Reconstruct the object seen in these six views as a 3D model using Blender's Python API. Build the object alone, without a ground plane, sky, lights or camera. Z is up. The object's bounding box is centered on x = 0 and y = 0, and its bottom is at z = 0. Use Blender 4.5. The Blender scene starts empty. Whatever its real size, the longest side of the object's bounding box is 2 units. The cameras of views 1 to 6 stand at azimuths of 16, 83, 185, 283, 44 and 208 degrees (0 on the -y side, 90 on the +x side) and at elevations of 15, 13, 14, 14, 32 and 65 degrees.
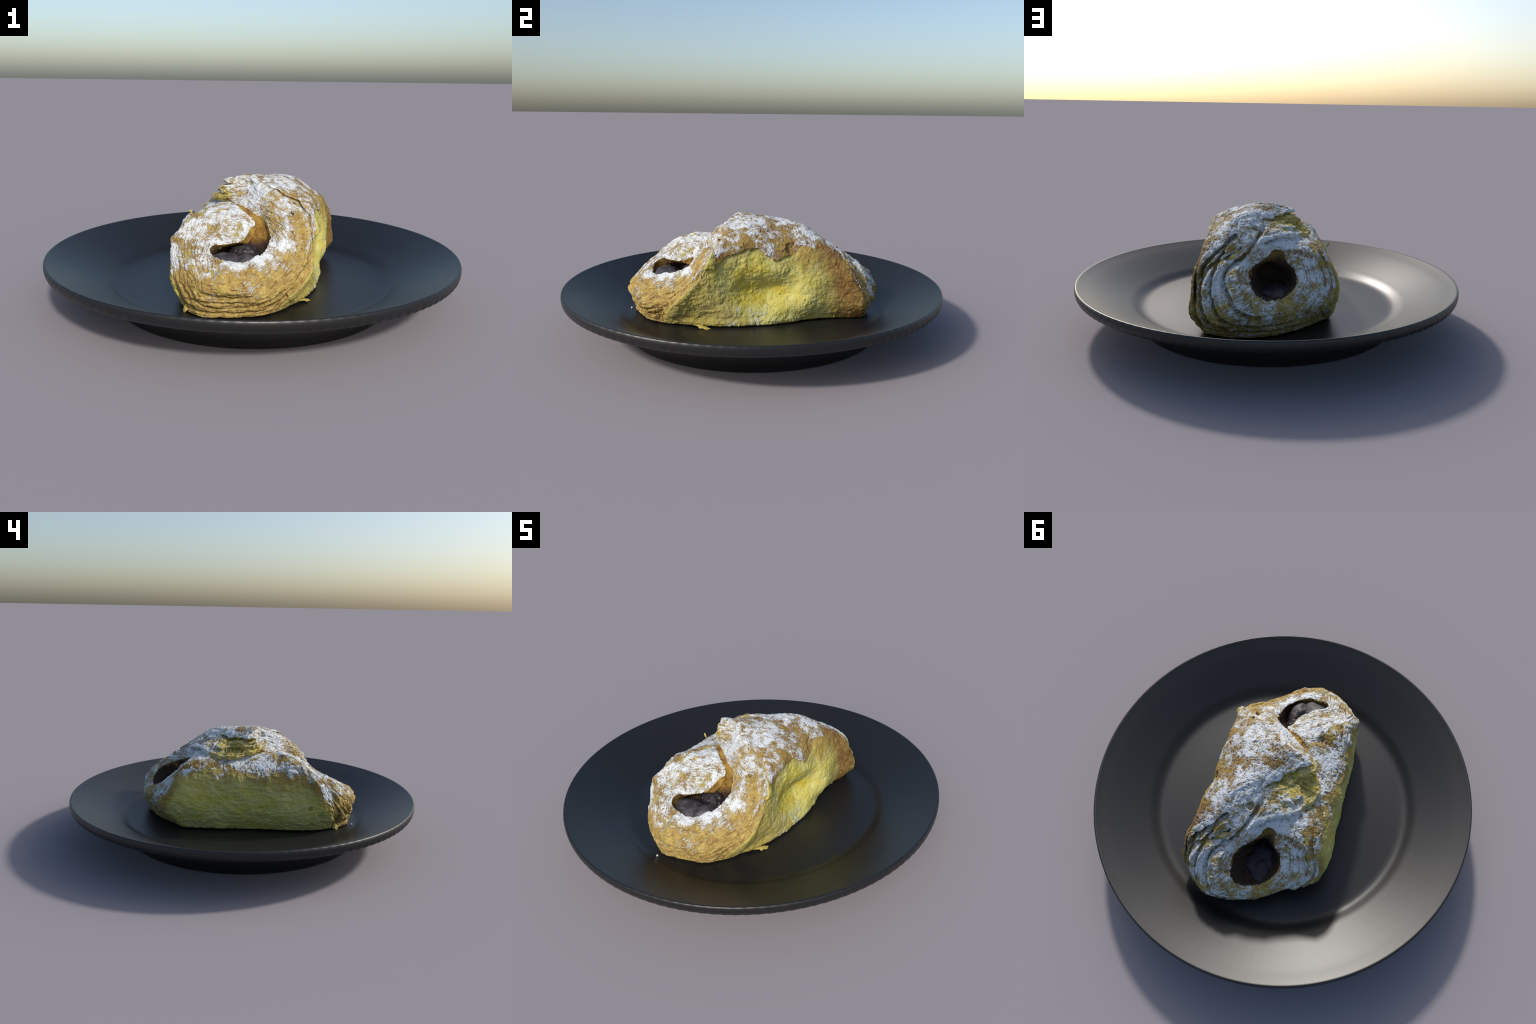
import math
import numpy as np

# =====================================================================
#  A sugar-dusted puff pastry, folded corner over corner round a dark
#  fruit filling, on a round black plate.   z up, metres, plate R = 1.
# =====================================================================

PLATE_R = 1.0
FLOOR_Z = 0.1005          # top of the plate's well


# ---------------------------------------------------------------- noise
def noise3(p, scale, seed=0):
    """Gradient noise, about -1..1, of points p (n,3)."""
    q = np.asarray(p).astype(np.float32) * np.asarray(scale, np.float32) + np.float32(57.31 * (seed % 17 + 1))
    x, y, z = np.ascontiguousarray(q.T)
    ix, iy, iz = (np.floor(a).astype(np.int32).astype(np.uint32) for a in (x, y, z))
    x, y, z = x - np.floor(x), y - np.floor(y), z - np.floor(z)
    fade = lambda f: f * f * f * (f * (f * 6 - 15) + 10)
    wx, wy, wz = fade(x), fade(y), fade(z)
    s = np.uint32((seed * 974711 + 12345) & 0xFFFFFFFF)
    hx = [(ix + np.uint32(d)) * np.uint32(374761393) for d in (0, 1)]
    hy = [(iy + np.uint32(d)) * np.uint32(668265263) for d in (0, 1)]
    hz = [(iz + np.uint32(d)) * np.uint32(2147483647) + s for d in (0, 1)]
    k = np.float32(1 / 511.5)
    m = np.uint32(1023)
    out = np.zeros_like(x)
    for dx in (0, 1):
        for dy in (0, 1):
            hxy = hx[dx] + hy[dy]
            wxy = (wx if dx else 1 - wx) * (wy if dy else 1 - wy)
            for dz in (0, 1):
                h = hxy + hz[dz]
                h = (h ^ (h >> np.uint32(13))) * np.uint32(1274126177)
                h = (h ^ (h >> np.uint32(15))) * np.uint32(2246822519)
                h ^= h >> np.uint32(13)
                v = (((h & m) * k - 1) * (x - dx) + (((h >> np.uint32(10)) & m) * k - 1) * (y - dy)
                     + (((h >> np.uint32(20)) & m) * k - 1) * (z - dz))
                out += wxy * (wz if dz else 1 - wz) * v.astype(np.float32)
    return out * np.float32(1.4)


def fbm(p, scale, octaves=3, seed=0, gain=0.5):
    a, s, t = 1.0, scale, 0.0
    for o in range(octaves):
        t = t + a * noise3(p, s, seed + 31 * o)
        a *= gain
        s *= 2.03
    return t


def sstep(a, b, x):
    t = np.clip((x - a) / (b - a), 0, 1)
    return t * t * (3 - 2 * t)


def smax(a, b, k):
    h = np.maximum(k - np.abs(a - b), 0) / k
    return np.maximum(a, b) + h * h * k * 0.25


def smin(a, b, k):
    return -smax(-a, -b, k)


# ------------------------------------------------- panels of the pastry
class Panel:
    """A soft dough panel: one coordinate as a thin-plate spline over the
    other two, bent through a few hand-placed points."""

    def __init__(self, pts, stiff=2e-4):
        P = np.array(pts, float)
        self.q = P[:, :2]
        n = len(P)
        K = self._phi(np.linalg.norm(self.q[:, None] - self.q[None], axis=2))
        K += stiff * np.eye(n)
        A = np.zeros((n + 3, n + 3))
        A[:n, :n] = K
        A[:n, n] = 1
        A[:n, n + 1:] = self.q
        A[n, :n] = 1
        A[n + 1:, :n] = self.q.T
        self.w = np.linalg.solve(A, np.concatenate([P[:, 2], np.zeros(3)]))

    @staticmethod
    def _phi(r):
        return np.where(r > 1e-9, r * r * np.log(np.maximum(r, 1e-9)), 0.0)

    def __call__(self, u, v):
        shape = np.broadcast(u, v).shape
        U = np.broadcast_to(u, shape)
        V = np.broadcast_to(v, shape)
        n = len(self.q)
        out = self.w[n] + self.w[n + 1] * U + self.w[n + 2] * V
        for i in range(n):
            out = out + self.w[i] * self._phi(np.hypot(U - self.q[i, 0], V - self.q[i, 1]))
        return out


# side wall on +x: x over (y, z); pale, with a big soft dent
RIGHT = Panel([
    (-.47, .105, .255), (-.40, .105, .280), (-.304, .105, .311), (-.19, .105, .335),
    (-.087, .105, .340), (.10, .105, .318), (.26, .105, .258), (.43, .105, .240),
    (.58, .105, .230), (-.226, .491, .350), (-.255, .442, .377), (-.301, .357, .382),
    (-.36, .29, .384), (-.405, .246, .372), (-.43, .18, .332), (-.50, .15, .285), (-.03, .355, .320), (.04, .35, .322), (.10, .36, .324),
    (.05, .27, .262), (-.04, .29, .284), (.12, .25, .286), (-.10, .26, .316), (.17, .29, .302),
    (0, .195, .319), (.09, .195, .320), (0, .15, .333), (-.17, .365, .346), (-.076, .41, .335), (0, .43, .330),
    (-.12, .206, .348), (-.25, .20, .361), (.093, .155, .336), (-.023, .51, .318),
    (.16, .485, .292), (.25, .38, .312), (.406, .379, .299), (.433, .427, .285),
    (.479, .339, .308), (.527, .255, .305), (.54, .181, .307), (.38, .18, .285),
    (.23, .21, .330), (.36, .27, .30)])

# side wall on -x
LEFT = Panel([
    (-.532, .30, -.218), (-.405, .30, -.240), (-.283, .30, -.284), (-.132, .30, -.308),
    (-.034, .30, -.325), (.048, .30, -.340), (.113, .30, -.352), (.265, .30, -.382),
    (.38, .30, -.372), (.302, .105, -.342), (.20, .105, -.338), (.10, .105, -.325), (0, .105, -.298), (-.115, .105, -.270),
    (-.278, .105, -.244), (-.44, .105, -.205), (-.56, .105, -.14), (-.423, .441, -.212),
    (-.476, .402, -.234), (-.25, .44, -.255), (-.03, .41, -.300), (.12, .42, -.312),
    (.28, .42, -.326), (.30, .20, -.378), (0, .20, -.332), (-.30, .20, -.274),
    (-.50, .20, -.22), (-.10, .45, -.262), (.02, .45, -.26), (.45, .105, -.265)])

# top of the tucked-under left flap: z over (x, y)
TOP_LEFT = Panel([
    (-.197, -.376, .472), (-.144, -.286, .495), (-.117, -.238, .50), (-.056, -.315, .494),
    (-.045, -.173, .51), (.037, -.215, .488), (-.212, .237, .472), (-.277, .267, .451),
    (-.235, .012, .462), (-.187, -.042, .47), (-.25, -.10, .445), (-.22, -.25, .452), (-.31, -.03, .425),
    (-.33, .15, .435), (-.158, .328, .425), (-.235, .373, .37), (-.234, -.476, .41),
    (-.10, -.43, .430), (-.06, -.53, .375), (-.15, -.56, .345), (.08, -.248, .452),
    (.12, -.275, .40), (.045, -.275, .462), (.058, -.30, .437), (.073, -.322, .392),
    (.0, -.33, .468), (.03, -.41, .400), (-.01, -.46, .394), (-.045, -.52, .372),
    (-.10, .30, .46), (-.30, .36, .37), (-.05, .2, .50), (.06, -.02, .50)])

# top of the upper (right) flap, sloping down to its torn tip on the left
TOP_RIGHT = Panel([
    (-.02, -.07, .632), (.05, -.08, .630), (.112, -.101, .614), (.18, -.129, .592), (.28, -.173, .545),
    (.315, -.19, .526), (-.04, .095, .594), (-.06, .047, .594), (-.10, -.015, .592),
    (-.108, -.04, .608), (-.112, -.085, .612), (-.14, -.06, .596), (-.17, -.05, .580), (-.06, -.09, .624), (.10, -.14, .607), (.17, -.16, .596), (-.02, .15, .582), (.009, .213, .580),
    (-.20, .05, .560), (-.15, .2, .55), (.05, .05, .616), (.10, .15, .606),
    (.12, .25, .590), (.09, .30, .560), (.167, .331, .524), (.20, -.05, .597), (.25, 0, .570), (.25, .2, .527),
    (.334, -.023, .526), (.30, .10, .507), (.232, .381, .488), (.03, .24, .574),
    (-.09, .27, .55), (.285, .433, .43), (.0, .0, .616)])

# the torn end of that flap: leaf after leaf stepping out to the left.
# each row: top and bottom height of a leaf, then how far it reaches (y, x)
LEAVES = [
    (.700, .568, [(-.15, -.07), (-.10, -.118), (-.06, -.140), (-.035, -.134), (-.005, -.105), (.047, -.059),
                  (.098, -.038), (.15, -.019), (.213, .009), (.27, .04)]),
    (.557, .546, [(-.15, -.075), (-.10, -.132), (-.055, -.164), (-.02, -.156), (.02, -.128), (.05, -.108), (.111, -.080),
                  (.191, -.038), (.25, .0)]),
    (.542, .524, [(-.15, -.08), (-.09, -.140), (-.05, -.172), (-.01, -.158), (.05, -.136), (.10, -.163),
                  (.14, -.132), (.19, -.082), (.25, -.03)]),
    (.521, .513, [(-.15, -.085), (-.09, -.140), (-.05, -.176), (0, -.165), (.05, -.162), (.10, -.165),
                  (.15, -.15), (.20, -.10), (.25, -.06)]),
    (.508, .474, [(-.17, -.07), (-.13, -.107), (-.085, -.156), (-.03, -.188), (0, -.216),
                  (.03, -.229), (.07, -.226), (.10, -.212), (.143, -.19), (.17, -.168),
                  (.208, -.135), (.24, -.10), (.30, -.06)])]
LEAF_LIFT = [(-.16, .036), (-.085, .025), (0, .006), (.07, 0), (.14, .010), (.21, .018), (.3, .02)]

# front end: y over (x, z); cut dough edges, leaning back as it rises
FRONT = Panel([
    (-.03, .632, -.078), (.28, .540, -.182),
    (.315, .526, -.200), (.360, .491, -.232), (.384, .357, -.305), (.245, .517, -.215),
    (.262, .417, -.330), (.321, .364, -.33), (.13, .33, -.51), (.10, .30, -.60), (.16, .28, -.60), (.15, .37, -.42),
    (.053, .281, -.647), (.059, .312, -.605), (.095, .16, -.61), (.12, .22, -.636), (.055, .22, -.651),
    (.255, .105, -.47), (.19, .105, -.545), (.07, .105, -.605), (-.02, .105, -.63),
    (-.15, .105, -.55), (.383, .246, -.409), (.037, .493, -.218), (.085, .46, -.242),
    (.123, .438, -.258), (.158, .414, -.30), (.172, .392, -.33), (-.051, .507, -.166), (.22, .30, -.472),
    (.22, .20, -.568), (.34, .15, -.425), (-.13, .566, -.11), (-.2, .50, -.05),
    (.017, .594, -.112), (-.015, .571, -.100), (-.10, .575, -.105), (.05, .624, -.104), (.10, .604, -.143),
    (.10, .577, -.180), (.17, .590, -.172), (.16, .55, -.215), (.21, .53, -.222), (.05, .545, -.175),
    (.20, .485, -.278), (.15, .48, -.268), (.25, .44, -.318),
    (.20, .40, -.33)])

# the same end on the left lobe: no lean above the opening
FRONT_LEFT = Panel([
    (.053, .281, -.647), (.095, .16, -.60), (.055, .22, -.651), (.255, .105, -.47),
    (.19, .105, -.545), (.07, .105, -.605), (-.02, .105, -.63), (-.15, .105, -.55),
    (-.213, .231, -.560), (-.222, .309, -.515), (-.17, .28, -.565), (-.083, .335, -.592), (-.039, .355, -.56),
    (.22, .30, -.472), (.22, .20, -.585), (-.12, .22, -.612), (-.05, .20, -.65),
    (.0, .30, -.625), (.13, .324, -.53), (.12, .22, -.636), (.10, .29, -.615), (.38, .246, -.41), (.1, .5, -.45),
    (-.12, .5, -.50), (.3, .5, -.3)])

# back end
BACK = Panel([
    (.137, .40, .488), (.10, .50, .362), (.115, .315, .595), (.206, .32, .572), (.19, .41, .500), (.16, .432, .478),
    (.11, .45, .39), (.085, .468, .402), (.167, .54, .335), (.232, .49, .383), (.285, .427, .435), (.308, .339, .481),
    (.305, .255, .53), (.31, .18, .543), (.03, .553, .245), (-.093, .46, .268),
    (.069, .368, .556), (.04, .36, .47), (.03, .225, .622),
    (.10, .21, .645), (.16, .21, .625), (.253, .105, .555), (.155, .105, .588), (.04, .105, .598),
    (-.06, .105, .565), (-.19, .105, .469), (-.313, .105, .304), (-.107, .279, .515),
    (-.204, .375, .393), (-.235, .336, .38), (-.15, .51, .215), (-.22, .48, .12),
    (-.05, .57, .07), (-.10, .50, .25), (-.05, .52, .26), (-.06, .22, .585), (.2, .3, .555), (-.2, .22, .49), (.07, .29, .622)])

BACK_LEFT = Panel([
    (.069, .368, .554), (.03, .225, .622), (.10, .21, .645), (.16, .21, .625), (.253, .105, .555),
    (.155, .105, .588), (.04, .105, .598), (-.06, .105, .565), (-.19, .105, .469),
    (-.313, .105, .304), (-.107, .279, .515), (-.235, .30, .43), (-.15, .24, .53), (-.30, .24, .425), (-.387, .30, .34),
    (-.36, .37, .31), (-.06, .22, .585), (-.2, .22, .49), (-.33, .2, .39), (-.158, .41, .36),
    (-.2, .5, .33), (.1, .5, .5), (.31, .18, .543), (.308, .339, .481), (.07, .29, .622)])


def ellipsoid(X, Y, Z, c, r, tilt=0.0):
    dx, dy, dz = X - c[0], Y - c[1], Z - c[2]
    if tilt:
        ct, st = math.cos(tilt), math.sin(tilt)
        dx, dy = ct * dx + st * dy, -st * dx + ct * dy
    k = np.sqrt((dx / r[0]) ** 2 + (dy / r[1]) ** 2 + (dz / r[2]) ** 2)
    return (k - 1) * min(r)


def capsule(X, Y, Z, a, b, ra, rb):
    a = np.array(a)
    b = np.array(b)
    d = b - a
    t = ((X - a[0]) * d[0] + (Y - a[1]) * d[1] + (Z - a[2]) * d[2]) / (d @ d)
    t = np.clip(t, 0, 1)
    return np.sqrt((X - a[0] - t * d[0]) ** 2 + (Y - a[1] - t * d[1]) ** 2
                   + (Z - a[2] - t * d[2]) ** 2) - (ra + (rb - ra) * t)


def pastry_field(H):
    xs = np.arange(-.44, .44, H)
    ys = np.arange(-.70, .68, H)
    zs = np.arange(FLOOR_Z - .012, .655, H)
    X, Y, Z = (xs[:, None, None], ys[None, :, None], zs[None, None, :])
    f32 = np.float32

    def slope(t, a, b):          # turns a height gap into a distance
        ga, gb = np.gradient(t, a, b)
        return 1.0 / np.sqrt(1 + np.minimum(ga * ga + gb * gb, 9.0))

    def px(panel, sign):
        t = panel(ys[:, None], zs[None, :])
        return (sign * (X - t[None]) * slope(t, ys, zs)[None]).astype(f32)

    def py(panel, sign):
        t = panel(xs[:, None], zs[None, :])
        return (sign * (Y - t[:, None, :]) * slope(t, xs, zs)[:, None, :]).astype(f32)

    def pz(panel):
        t = panel(xs[:, None], ys[None, :])
        return ((Z - t[:, :, None]) * slope(t, xs, ys)[:, :, None]).astype(f32)

    T = dict(right=px(RIGHT, 1), left=px(LEFT, -1), top_left=pz(TOP_LEFT),
             top_right=pz(TOP_RIGHT), front=py(FRONT, -1), front_left=py(FRONT_LEFT, -1),
             back=py(BACK, 1), back_left=py(BACK_LEFT, 1))
    # the back end swells a little between its folds
    swell = (.014 * np.exp(-((Z - .24) / .095) ** 2) * (1 - .6 * np.exp(-((X - .305) / .04) ** 2))).astype(f32)
    T['back'] = T['back'] - swell
    T['back_left'] = T['back_left'] - swell * .9
    # torn tip of the flap, as x over (y, z)
    gy, gz = np.meshgrid(ys, zs, indexing='ij')
    g = np.stack([gy.ravel(), gz.ravel() * .6, 0 * gy.ravel()], 1)
    lift = np.interp(ys, *zip(*LEAF_LIFT))[:, None]
    zz = gz - lift + (.008 * noise3(g, 13, 61) + .003 * noise3(g, 33, 62)).reshape(gz.shape)
    fray = (.017 * noise3(g + .3, 22, 63) + .009 * noise3(g + .3, 60, 64)).reshape(gz.shape)
    edge = np.full(gz.shape, -.145)
    for top, bottom, reach in LEAVES:
        e = np.interp(ys, *zip(*reach))[:, None] + fray
        inside = (zz < top) & (zz >= bottom)
        edge = np.where(inside, e, edge)
        gap = (zz < bottom) & (zz >= bottom - .013)
        edge = np.where(gap, e + .055, edge)
    k = 2
    for _ in range(k):          # soften the leaf edges a little
        q = np.pad(edge, 1, mode='edge')
        edge = (q[1:-1, :-2] + 2 * q[1:-1, 1:-1] + q[1:-1, 2:]) / 4
    T['tip'] = ((edge[None] - X) * .8).astype(f32)
    T['base'] = np.broadcast_to((FLOOR_Z + .004 - Z).astype(f32), T['left'].shape)
    return xs, ys, zs, X, Y, Z, T


def combine(X, Y, Z, T):
    """upper flap body + under flap body, then the two mouths."""
    wrap_r = smax(T['right'], T['top_right'], .03)      # outer skin, right flap
    wrap_l = smax(T['left'], T['top_left'], .035)       # outer skin, left flap
    tip = T['tip']
    upper = smax(smax(wrap_r, T['front'], .018), smax(T['back'], tip, .02), .02)
    upper = smax(upper, T['left'], .02)
    lower = smax(smax(wrap_l, T['front_left'], .03), T['back_left'], .03)
    lower = smax(lower, T['right'], .03)
    lower = smax(lower, wrap_r + .012, .02)
    f = smin(upper, lower, .012)
    f = smax(f, T['base'], .010)
    mouth = None
    cx, cy = int((X < -.16).sum()), int((Y < -.08).sum())
    # the bowl and the hollow beside the tucked lobe, then the crease that
    # runs from it up between the two flaps
    bowl = [(-.002, -.490, .344, .042), (.052, -.462, .332, .060), (.115, -.40, .350, .056),
            (.128, -.35, .388, .048), (.112, -.313, .426, .038), (.092, -.282, .458, .024)]
    crease = [(.115, -.40, .345, .045), (.132, -.31, .375, .042), (.126, -.270, .412, .030),
              (.106, -.252, .446, .020), (.081, -.244, .467, .014), (.040, -.225, .488, .011),
              (-.05, -.169, .510, .010), (-.12, -.115, .506, .007)]
    for path in (bowl, crease):
        for a, b in zip(path[:-1], path[1:]):
            c = capsule(X[cx:], Y[:, :cy], Z, a[:3], b[:3], a[3], b[3])
            mouth = c if mouth is None else np.minimum(mouth, c)
    mouth = smin(mouth, ellipsoid(X[cx:], Y[:, :cy], Z, (.055, -.41, .312), (.105, .118, .055)), .02)
    whole = np.full(f.shape, .3, np.float32)
    whole[cx:, :cy] = mouth
    mouth = whole
    b0 = int((Y < .1).sum())
    whole = np.full(f.shape, .3, np.float32)
    Y = Y[:, b0:]
    hole = ellipsoid(X, Y, Z, (-.082, .455, .352), (.100, .135, .076))
    hole = smin(hole, ellipsoid(X, Y, Z, (-.068, .42, .322), (.074, .165, .051)), .03)
    hole = smin(hole, capsule(X, Y, Z, (-.052, .46, .352), (-.035, .30, .345), .060, .046), .03)
    hole = smin(hole, capsule(X, Y, Z, (.000, .455, .368), (-.075, .375, .432), .032, .030), .03)
    hole = smin(hole, capsule(X, Y, Z, (-.085, .44, .390), (-.085, .315, .446), .046, .026), .04)
    whole[:, b0:] = hole
    hole = whole
    f[cx:, :cy] = smax(f[cx:, :cy], -mouth[cx:, :cy], .020)
    f[:, b0:] = smax(f[:, b0:], -hole[:, b0:], .034)
    return f, wrap_r, wrap_l, mouth, hole


# ------------------------------------------------- layers, pits, ledges
# fermentation pits in the dough: centre, radius, depth
PITS = [((.017, -.112, .594), .012, .022), ((.078, -.145, .590), .007, .010),
        ((.247, -.190, .520), .010, .016), ((.247, -.232, .478), .017, .026),
        ((.262, -.335, .417), .011, .012), ((-.11, -.237, .496), .020, .009),
        ((.17, -.56, .24), .010, .012), ((-.02, -.64, .25), .008, .010),
        ((.10, -.655, .27), .007, .010), ((-.09, -.62, .17), .010, .012),
        ((.286, .168, .487), .027, .020), ((.262, .195, .478), .016, .012),
        ((-.225, -.44, .24), .014, .014), ((-.225, -.50, .19), .018, .012), ((-.30, -.12, .40), .014, .006), ((.04, .25, .55), .016, .020),
        ((.20, -.56, .17), .011, .014), ((.05, -.645, .205), .008, .009)]


# folds of the back end: line in (x, z), depth, half width, height of its lip
FOLDS = [
    ([(.0, .545), (.02, .51), (.035, .482), (.052, .463), (.075, .437), (.09, .424), (.11, .414),
      (.137, .396), (.147, .37), (.138, .343), (.115, .313), (.091, .277), (.066, .245),
      (.03, .222), (-.03, .205)], .042, .0088, .007),
    ([(.125, .52), (.139, .511), (.167, .48), (.198, .457), (.218, .437), (.238, .418), (.254, .39),
      (.262, .35)], .050, .0082, .006),
    ([(.165, .455), (.179, .441), (.194, .422), (.209, .411), (.226, .394), (.241, .37), (.254, .33),
      (.252, .28), (.235, .22), (.20, .17), (.12, .145)], .050, .0082, .006),
    ([(.088, .475), (.100, .448), (.125, .437), (.155, .437), (.182, .420), (.194, .395), (.203, .355),
      (.198, .31), (.178, .25), (.14, .20), (.08, .175), (-.02, .165)], .042, .0068, .010),
    ([(.285, .40), (.288, .34), (.283, .27), (.268, .20), (.24, .15)], .040, .0062, .002)]


# the same on the front end
HEMS = [
    ([(.02, .622), (.06, .608), (.166, .573), (.26, .535), (.325, .485), (.350, .43), (.357, .37),
      (.345, .30), (.315, .235), (.26, .185), (.18, .158), (.095, .150), (.0, .156), (-.08, .18),
      (-.15, .25), (-.165, .33)], .017, .0048, .002),
    ([(.225, .528), (.245, .50), (.252, .46), (.272, .42), (.292, .37), (.285, .32)], .012, .007, .002),
    ([(-.19, .22), (-.15, .165), (-.08, .138), (0, .126), (.12, .126), (.22, .138), (.29, .18)],
     .013, .0045, .002),
    ([(.15, .245), (.20, .262), (.25, .30), (.30, .35)], .008, .005, .0),
    ([(-.01, .215), (.06, .205), (.12, .20), (.18, .21)], .006, .005, .0)]


def line_distance(u, v, line):
    best = np.full(len(u), 9.0)
    side = np.zeros(len(u))
    L = np.array(line)
    for a, b in zip(L[:-1], L[1:]):
        d = b - a
        t = np.clip(((u - a[0]) * d[0] + (v - a[1]) * d[1]) / (d @ d), 0, 1)
        q = np.hypot(u - a[0] - t * d[0], v - a[1] - t * d[1])
        s = np.sign((u - a[0]) * d[1] - (v - a[1]) * d[0])
        side = np.where(q < best, s, side)
        best = np.minimum(best, q)
    return best, side


def pale_wall(p):
    """1 on the pale part of the right wall, 0 where the crust still covers it."""
    x, y, z = np.asarray(p).T
    lip = .472 + .03 * noise3(p * np.array([1, 1, 0]), 12, 13) + .010 * noise3(p, 32, 14)
    lip = lip + .034 * np.exp(-((y + .03) / .055) ** 2) - .035 * np.exp(-((y - .085) / .045) ** 2)
    lip = lip + .10 * sstep(.17, .27, y) - .07 * sstep(-.14, -.24, y)
    return sstep(lip + .003, lip - .003, z) * sstep(-.30, -.22, y + .45 * (.45 - z)) * sstep(.12, .16, z)


def add_layers(xs, ys, zs, f, T, wrap_r, wrap_l):
    """Cut dough edges show as layers that run parallel to the outer skin:
    grooves at set depths below the skin, on the two ends only."""
    ends = np.maximum(np.maximum(T['front'], T['front_left']), np.maximum(T['back'], T['back_left'])) > -.05
    I, J, K = np.nonzero((f < .009) & ((f > -.014) | ((f > -.052) & ends)))
    p = np.stack([xs[I], ys[J], zs[K]], 1)
    b = lambda a: a[I, J, K].astype(float)
    wr, wl, left, right, base = b(wrap_r), b(wrap_l), b(T['left']), b(T['right']), b(T['base'])
    skin = np.maximum(np.minimum(np.maximum(wr, left), np.maximum(wl, right)), base + .004)
    d = -skin
    x, y, z = p.T
    wob = .007 * noise3(p, 7, 3) + .0035 * noise3(p, 19, 4)
    on = .5 + .5 * np.clip(1.6 * noise3(p, 5, 5) + .5, -1, 1)
    groove = lambda at, w: np.exp(-((d + wob - at) / w) ** 2)
    # front end
    wf = sstep(-.045, -.012, np.maximum(b(T['front']), b(T['front_left']) - .004))
    wf = wf * np.where(x > .02, sstep(-.06, -.11, y), sstep(-.13, -.26, y))
    low = sstep(.30, .20, z)
    gf = (.008 * groove(.018, .004) * on * low + (.007 * groove(.070, .005) + .006 * groove(.095, .006)) * on * low)
    # back end: coarse leaves of dough on the right, finer on the left
    wb = sstep(-.05, -.014, np.maximum(b(T['back']), b(T['back_left']) - .004)) * sstep(.16, .26, y)
    rt = sstep(-.06, .06, x)
    gb = (.6 + .4 * rt) * (.017 * groove(.026, .0058) + .015 * groove(.054, .0055) * on
                           + .010 * groove(.088, .0075))
    gb = gb * (1 - .8 * rt * sstep(.16, .24, z))
    # the hem and the bottom seam of the front end
    for line, depth, width, lip in HEMS:
        dist, side = line_distance(x + .004 * noise3(p, 26, 36), z + .004 * noise3(p, 26, 37), line)
        m = sstep(-.07, -.10, y) * (.7 + .5 * noise3(p, 9, 38))
        gf = gf + m * (depth * np.exp(-(dist / width) ** 2)
                       - lip * np.exp(-((dist - 1.9 * width) / width) ** 2) * (side > 0))
    gfold = 0
    # deep folds between the leaves of the back end, drawn in (x, z)
    for line, depth, width, lip in FOLDS:
        dist, side = line_distance(x + .004 * noise3(p, 30, 33), z + .004 * noise3(p, 30, 34), line)
        m = sstep(.15, .22, y) * (.75 + .35 * noise3(p, 12, 35))
        gfold = gfold + m * (depth * np.exp(-(dist / width) ** 2)
                       - lip * np.exp(-((dist - 1.9 * width) / width) ** 2) * (side > 0))
    wb = np.maximum(wb, sstep(.2, .27, y) * sstep(-.03, .02, x) * sstep(.27, .2, x) * sstep(-.03, -.01, f[I, J, K]))
    wfold = sstep(-.10, -.055, np.maximum(b(T['back']), f[I, J, K] - .02)) * sstep(.16, .26, y) * sstep(-.09, -.02, x) * sstep(-.012, -.024, right)
    cut = wf * gf + wb * gb + wfold * gfold
    for (c, r, depth) in PITS:
        q = np.linalg.norm(p - np.array(c), axis=1)
        cut += (depth + r * .4) * np.exp(-(q / (r * 1.05)) ** 4)
    # the crust of the flap overhangs the pale wall with a ragged lip
    cut += (sstep(-.03, -.008, right) * sstep(.27, .16, y) * .0135 * pale_wall(p))
    f = f.copy()
    f[I, J, K] += cut.astype(np.float32)
    return f


def surface_nets(f, xs, ys, zs):
    """Quads of the zero surface of a sampled field."""
    ins = f < 0
    nx, ny, nz = f.shape
    c = [ins[dx:nx - 1 + dx, dy:ny - 1 + dy, dz:nz - 1 + dz]
         for dx in (0, 1) for dy in (0, 1) for dz in (0, 1)]
    cnt = sum(a.astype(np.int8) for a in c)
    cell = (cnt > 0) & (cnt < 8)
    I, J, K = np.nonzero(cell)
    vid = np.full(cell.shape, -1, np.int32)
    vid[I, J, K] = np.arange(len(I))
    acc = np.zeros((len(I), 3))
    num = np.zeros(len(I))
    off = [(a, b, e) for a in (0, 1) for b in (0, 1) for e in (0, 1)]
    val = {o: f[I + o[0], J + o[1], K + o[2]].astype(float) for o in off}
    for o in off:
        for ax in range(3):
            if o[ax]:
                continue
            o2 = list(o)
            o2[ax] = 1
            v0, v1 = val[o], val[tuple(o2)]
            x = (v0 < 0) != (v1 < 0)
            t = np.where(x, v0 / np.where(x, v0 - v1, 1), 0)
            pos = np.array(o, float)[None] + np.zeros((len(I), 3))
            pos[:, ax] = t
            acc[x] += pos[x]
            num[x] += 1
    P = acc / num[:, None] + np.stack([I, J, K], 1)
    H = xs[1] - xs[0]
    V = P * H + np.array([xs[0], ys[0], zs[0]])
    quads = []
    for ax in range(3):
        a = np.moveaxis(ins, ax, 0)
        w = np.moveaxis(vid, ax, 0)
        chg = a[:-1, 1:-1, 1:-1] != a[1:, 1:-1, 1:-1]
        i, j, k = np.nonzero(chg)
        s = a[i, j + 1, k + 1]
        q = np.stack([w[i, j, k], w[i, j + 1, k], w[i, j + 1, k + 1], w[i, j, k + 1]], 1)
        flip = s if ax != 1 else ~s
        q = np.where(flip[:, None], q, q[:, ::-1])
        quads.append(q)
    Q = np.concatenate(quads)
    return V, Q[(Q >= 0).all(1)]


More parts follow.
